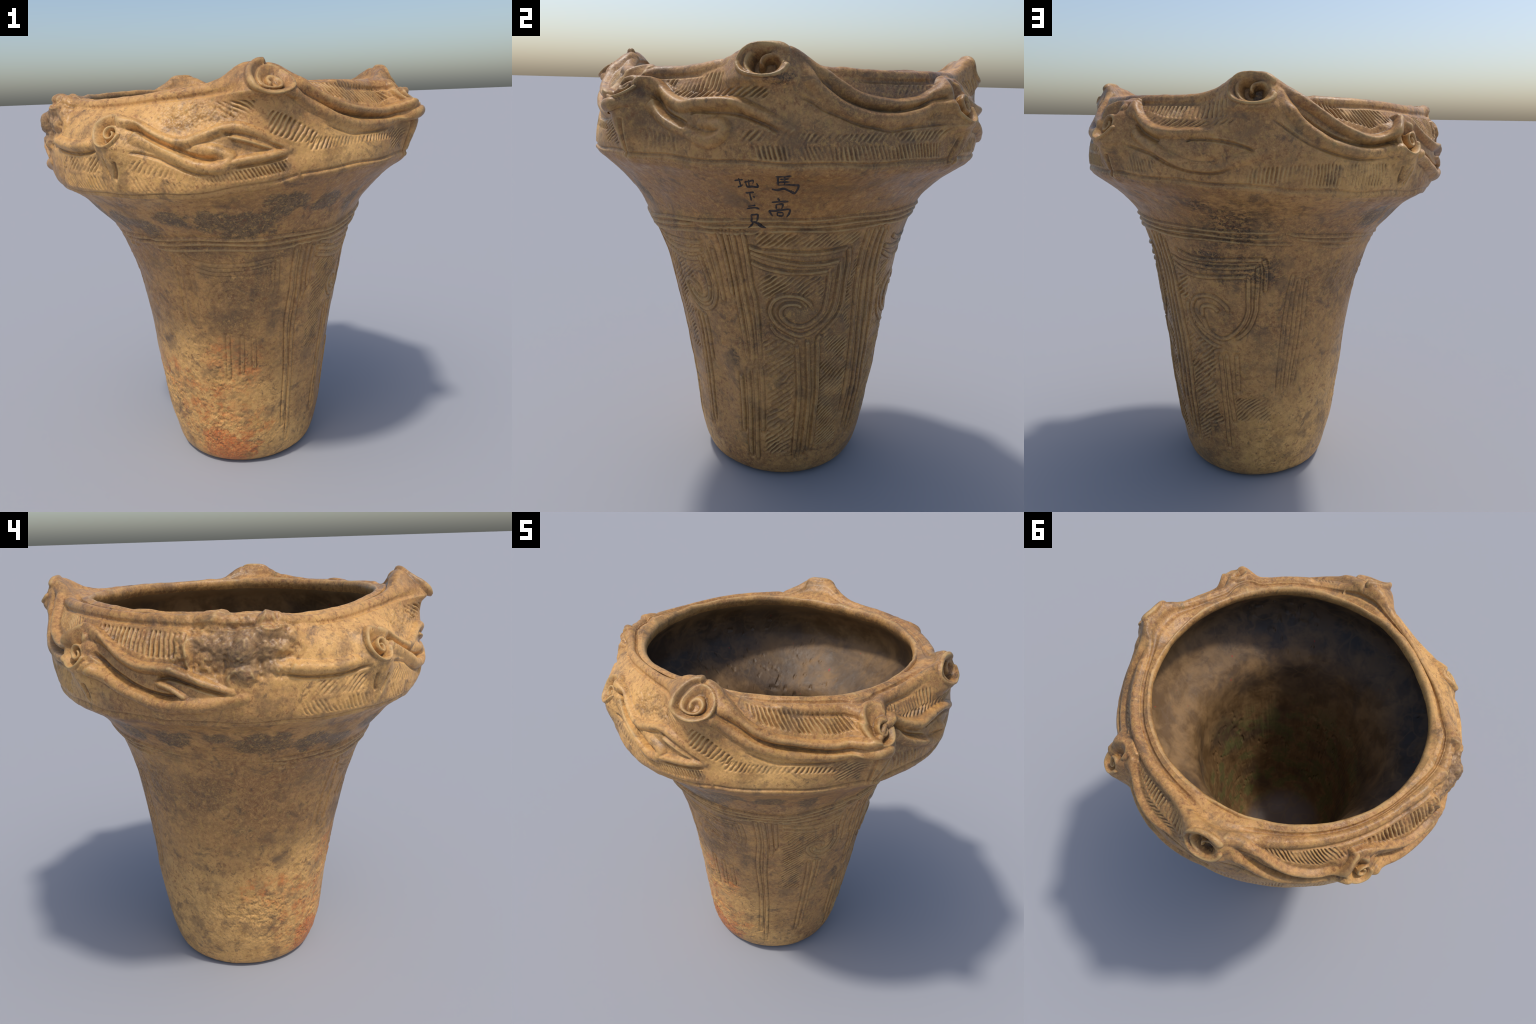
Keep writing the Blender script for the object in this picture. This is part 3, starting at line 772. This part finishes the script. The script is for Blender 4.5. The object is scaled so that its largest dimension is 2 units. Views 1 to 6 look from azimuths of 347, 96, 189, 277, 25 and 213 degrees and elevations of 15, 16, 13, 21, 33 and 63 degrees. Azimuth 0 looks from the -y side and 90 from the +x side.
def clay(mat):
    N = Nodes(mat)
    pos = N.new("ShaderNodeTexCoord").outputs["Object"]
    sep = N.new("ShaderNodeSeparateXYZ")
    N.link(pos, sep.inputs[0])
    x, y, z = sep.outputs
    big = N.noise(pos, 3.2, 5, .6, .4)
    med = N.noise(pos, 11, 6, .65, .3)
    small = N.noise(pos, 45, 5, .65)
    grain = N.noise(pos, 160, 3, .6)
    streak = N.noise(N.vmath("MULTIPLY", pos, (1, 1, 5)), 9, 5, .6)
    warp = N.math("MULTIPLY", N.math("SUBTRACT", med, .5), 2.2)
    # ochre and brown clay
    c = N.mix(N.ramp(med, .36, .64), (.245, .150, .062), (.345, .220, .092))
    c = N.mix(N.math("MULTIPLY", N.ramp(big, .46, .62), .75), c, (.190, .110, .050))
    c = N.mix(N.math("MULTIPLY", N.ramp(small, .52, .70), .55), c, (.42, .275, .125))
    c = N.mix(N.math("MULTIPLY", N.ramp(small, .46, .30), .55), c, (.125, .080, .040))
    # grey-green film
    film = N.noise(N.vmath("ADD", pos, (3, 1, 5)), 7, 5, .65)
    c = N.mix(N.math("MULTIPLY", N.ramp(film, .54, .70), .45), c, (.150, .135, .075))
    # brighter, yellower clay on the front-left collar and on the foot
    yellow = union(N, [spot(N, pos, warp, 318, 1.68, .62, .24, .6), spot(N, pos, warp, 262, .30, .46, .46, .6), spot(N, pos, warp, 312, .42, .34, .42, .6), spot(N, pos, warp, 5, .30, .20, .30, .6), spot(N, pos, warp, 340, .20, .30, .22, .6), spot(N, pos, warp, 215, .2, .3, .35, .6), spot(N, pos, warp, 20, .1, .22, .2, .6),
                       spot(N, pos, warp, 20, 1.66, .25, .10, .6), spot(N, pos, warp, 225, 1.62, .3, .15, .6)])
    yc = N.mix(N.ramp(N.math("ADD", med, N.math("MULTIPLY", small, .5)), .60, .90), (.330, .215, .080), (.560, .390, .170))
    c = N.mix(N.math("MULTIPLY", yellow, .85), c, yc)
    c = N.mix(N.math("MULTIPLY", N.ramp(N.noise(N.vmath("ADD", pos, (5, 5, 2)), 16, 6, .7, .6), .53, .64), .50), c, (.165, .098, .048))
    # plain orange-brown neck
    neck_side = N.math("MULTIPLY", N.ramp(z, 1.33, 1.36), N.ramp(z, 1.585, 1.55))
    plain = N.math("MULTIPLY", neck_side, N.ramp(x, -.1, .25))
    nc = N.mix(N.ramp(streak, .4, .65), (.235, .128, .050), (.190, .108, .050))
    c = N.mix(N.math("MULTIPLY", plain, .6), c, nc)
    # mended joins: paler filler
    fill = N.new("ShaderNodeTexVoronoi", feature="DISTANCE_TO_EDGE")
    N.put(fill.inputs["Vector"], N.vmath("ADD", pos, N.noise(pos, 4, 2, .5, 0, "Color")))
    fill.inputs["Scale"].default_value = 2.3
    join = N.math("MULTIPLY", N.ramp(fill.outputs["Distance"], .022, .010), N.ramp(big, .50, .56))
    c = N.mix(N.math("MULTIPLY", join, .6), c, (.33, .205, .085))
    # a mended crack that runs up the right side in pale filler
    mend = union(N, [spot(N, pos, N.math("MULTIPLY", warp, .6), *m_, .4) for m_ in MENDS])
    c = N.mix(N.math("MULTIPLY", mend, .75), c, N.mix(N.ramp(small, .4, .6), (.30, .165, .055), (.40, .25, .105)))
    # orange burnt areas
    orange = union(N, [spot(N, pos, warp, 322, .30, .20, .22), spot(N, pos, warp, 300, .50, .14, .12), spot(N, pos, warp, 340, .58, .16, .16), spot(N, pos, warp, 350, .28, .14, .10), spot(N, pos, warp, 287, .52, .08, .09)])
    c = N.mix(N.math("MULTIPLY", N.math("MULTIPLY", orange, N.ramp(N.noise(N.vmath("ADD", pos, (4, 4, 9)), 20, 5, .65), .42, .58)), .88), c, (.40, .165, .055))
    # grey soot patches round the neck, and black scorching at the back
    grey = union(N, [spot(N, pos, warp, a_, z_, ra_, rz_, .3) for a_, z_, ra_, rz_ in
                     [(253, 1.375, .10, .060), (268, 1.40, .06, .03), (284, 1.365, .13, .085), (301, 1.345, .085, .07), (313, 1.33, .085, .065), (328, 1.385, .085, .045), (342, 1.365, .10, .065), (355, 1.35, .13, .085), (6, 1.435, .115, .068), (236, 1.40, .11, .07), (350, 1.30, .08, .03), (22, 1.42, .08, .05), (38, 1.40, .06, .06)]])
    c = N.mix(N.math("MULTIPLY", grey, .86), c, N.mix(N.ramp(small, .4, .65), (.046, .040, .030), (.105, .088, .056)))
    dull = union(N, [spot(N, pos, warp, a_, z_, ra_, rz_, .6) for a_, z_, ra_, rz_ in [(257, 1.06, .16, .13), (0, 1.14, .13, .12), (352, 1.02, .20, .16), (8, 1.20, .14, .10), (335, 1.22, .2, .06), (345, .86, .16, .10), (235, 1.08, .10, .14), (278, 1.77, .20, .11), (277, 1.76, .12, .07), (262, 1.70, .1, .07), (118, 1.66, .36, .075), (118, 1.65, .26, .05), (140, 1.63, .14, .06), (95, 1.88, .12, .06), (112, 1.80, .22, .06), (125, 1.84, .2, .05), (55, 1.82, .1, .1), (62, 1.70, .15, .08),
                                                                                       (110, .9, .35, .45), (135, 1.60, .25, .05)]])
    c = N.mix(N.math("MULTIPLY", dull, N.ramp(med, .40, .62, .3, .85)), c, (.092, .064, .040))
    black_n = N.noise(N.vmath("MULTIPLY", pos, (1, 1, 2.2)), 26, 5, .7)
    scorch = union(N, [spot(N, pos, warp, 179, 1.37, .22, .15, .7), spot(N, pos, warp, 186, 1.15, .17, .11, .7), spot(N, pos, warp, 166, 1.20, .10, .10, .7), spot(N, pos, warp, 190, 1.87, .07, .04, .6), spot(N, pos, warp, 163, .31, .035, .04, .5),
                       spot(N, pos, warp, 69, .655, .035, .06, .4), spot(N, pos, warp, 92, 1.85, .06, .025, .5), spot(N, pos, warp, 170, 1.46, .10, .05, .7)])
    c = N.mix(N.math("MULTIPLY", scorch, N.ramp(black_n, .40, .54, .10, .95)), c, (.026, .021, .019))
    # smooth clean patches where sherds were replaced
    clean = union(N, [spot(N, pos, warp, 60, .50, .075, .24, .3)])
    c = N.mix(N.math("MULTIPLY", clean, .6), c, (.30, .185, .085))
    # greenish specks
    green = N.math("MULTIPLY", N.ramp(N.noise(pos, 24, 4, .6), .64, .74), N.ramp(film, .5, .6))
    c = N.mix(N.math("MULTIPLY", green, .5), c, (.105, .125, .060))
    c = N.mix(N.math("MULTIPLY", N.math("MULTIPLY", yellow, N.ramp(N.noise(N.vmath("ADD", pos, (7, 1, 3)), 13, 5, .65), .40, .58)), .55), c, (.50, .345, .145))
    red = union(N, [spot(N, pos, warp, 336, .10, .155, .115, .3), spot(N, pos, warp, 329, .17, .09, .07, .3)])
    c = N.mix(N.math("MULTIPLY", red, .85), c, N.mix(N.ramp(small, .40, .62), (.33, .095, .030), (.47, .165, .055)))
    # fine grain
    c = N.mix(N.ramp(grain, .40, .70, 0, .35), c, (.40, .275, .14))
    hue = N.noise(N.vmath("ADD", pos, (9, 2, 4)), 60, 3, .6)
    c = N.mix(N.math("MULTIPLY", N.ramp(hue, .54, .64, 0, .60), N.ramp(film, .36, .58, 1, .3)), c, (.15, .066, .028))
    c = N.mix(N.ramp(hue, .46, .36, 0, .50), c, (.36, .25, .090))
    fleck = N.noise(N.vmath("ADD", pos, (1, 8, 3)), 34, 5, .7, .5)
    c = N.mix(N.math("MULTIPLY", N.ramp(fleck, .56, .66, 0, .66), N.ramp(big, .34, .60, .25, 1)), c, (.085, .062, .042))
    c = N.mix(N.ramp(fleck, .42, .34, 0, .55), c, (.44, .29, .125))
    c = N.mix(N.ramp(N.noise(N.vmath("ADD", pos, (2, 7, 1)), 6.5, 6, .7), .50, .66, 0, .6), c, (.130, .092, .055))
    c = N.mix(1.0, c, (1.46, 1.19, .93), "MULTIPLY")
    smudge = N.noise(N.vmath("ADD", pos, (6, 3, 8)), 9, 6, .7, .8)
    c = N.mix(N.ramp(smudge, .55, .66, 0, .55), c, (.110, .070, .042))
    scar = union(N, [spot(N, pos, warp, 279, 1.80, .19, .085, .4), spot(N, pos, warp, 281, 1.73, .12, .06, .5)])
    c = N.mix(N.math("MULTIPLY", scar, .50), c, N.mix(N.ramp(small, .38, .62), (.100, .066, .042), (.270, .175, .098)))
    # worn edges and dirty cuts, with baked light and shade put into the colour
    point = N.new("ShaderNodeNewGeometry").outputs["Pointiness"]
    rub_and_light = N.math("MULTIPLY", N.ramp(point, .508, .545), N.ramp(med, .38, .58, .25, 1))
    soil_and_shade = N.math("MULTIPLY", N.ramp(point, .492, .45), N.ramp(big, .35, .58, .35, 1))
    c = N.mix(N.math("MULTIPLY", rub_and_light, .70), c, (.50, .325, .130))
    c = N.mix(N.math("MULTIPLY", soil_and_shade, .58), c, (.090, .052, .027))
    N.link(c, N.bsdf.inputs["Base Color"])
    N.put(N.bsdf.inputs["Roughness"], N.ramp(med, .3, .7, .34, .54))
    N.bsdf.inputs["Specular IOR Level"].default_value = .35
    b = N.new("ShaderNodeBump")
    b.inputs["Strength"].default_value, b.inputs["Distance"].default_value = .35, .006
    N.link(N.math("ADD", small, N.math("MULTIPLY", grain, .4)), b.inputs["Height"])
    N.link(b.outputs[0], N.bsdf.inputs["Normal"])


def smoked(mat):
    N = Nodes(mat)
    pos = N.new("ShaderNodeTexCoord").outputs["Object"]
    sep = N.new("ShaderNodeSeparateXYZ")
    N.link(pos, sep.inputs[0])
    x, y, z = sep.outputs
    big, med, small = N.noise(pos, 2.6, 5, .6, .5), N.noise(pos, 8, 6, .65, .3), N.noise(pos, 40, 4, .6)
    warp = N.math("MULTIPLY", N.math("SUBTRACT", med, .5), 2.0)
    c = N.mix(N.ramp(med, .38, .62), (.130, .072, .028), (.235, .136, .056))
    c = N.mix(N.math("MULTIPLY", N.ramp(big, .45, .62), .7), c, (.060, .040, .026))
    # soot on the shoulder, limited to the sunless side: shade put into the colour
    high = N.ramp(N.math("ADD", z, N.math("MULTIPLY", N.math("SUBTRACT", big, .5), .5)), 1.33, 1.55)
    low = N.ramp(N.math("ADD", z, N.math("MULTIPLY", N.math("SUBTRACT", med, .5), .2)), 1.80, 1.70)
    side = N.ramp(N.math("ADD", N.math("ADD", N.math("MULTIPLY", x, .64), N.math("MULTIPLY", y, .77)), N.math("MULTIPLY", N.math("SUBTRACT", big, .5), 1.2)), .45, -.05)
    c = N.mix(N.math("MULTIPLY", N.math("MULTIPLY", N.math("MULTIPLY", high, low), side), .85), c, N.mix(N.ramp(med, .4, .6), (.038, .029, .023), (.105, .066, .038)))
    # green growth low down
    moss = N.math("MULTIPLY", N.ramp(N.noise(pos, 8, 5, .65), .48, .58), N.ramp(z, 1.25, .9))
    c = N.mix(N.math("MULTIPLY", moss, .75), c, N.mix(small, (.045, .050, .012), (.150, .150, .050)))
    c = N.mix(N.ramp(z, .26, .19), c, (.110, .075, .058))
    # joins
    v = N.new("ShaderNodeTexVoronoi", feature="DISTANCE_TO_EDGE")
    N.put(v.inputs["Vector"], N.vmath("ADD", pos, N.noise(pos, 4, 2, .5, 0, "Color")))
    v.inputs["Scale"].default_value = 2.6
    c = N.mix(N.ramp(v.outputs["Distance"], .05, .0, 0, .35), c, (.175, .105, .045))
    red = N.math("MULTIPLY", N.ramp(N.noise(N.vmath("MULTIPLY", pos, (1, 1, .35)), 30, 2, .5), .745, .77), .7)
    c = N.mix(red, c, (.33, .03, .02))
    # the mouth itself is as pale as the outside
    c = N.mix(N.ramp(N.math("ADD", z, N.math("MULTIPLY", med, .06)), 1.82, 1.89), c, (.245, .150, .065))
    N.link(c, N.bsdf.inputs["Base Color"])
    N.put(N.bsdf.inputs["Roughness"], N.ramp(med, .3, .7, .48, .64))
    N.bsdf.inputs["Specular IOR Level"].default_value = .4
    b = N.new("ShaderNodeBump")
    b.inputs["Strength"].default_value, b.inputs["Distance"].default_value = .3, .006
    N.link(small, b.inputs["Height"])
    N.link(b.outputs[0], N.bsdf.inputs["Normal"])


def ink(mat):
    N = Nodes(mat)
    pos = N.new("ShaderNodeTexCoord").outputs["Object"]
    n = N.noise(pos, 60, 4, .6)
    N.link(N.mix(N.ramp(n, .38, .68), (.018, .014, .016), (.075, .045, .030)), N.bsdf.inputs["Base Color"])
    N.bsdf.inputs["Roughness"].default_value = .7


clay(CLAY)
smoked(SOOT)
ink(INK)
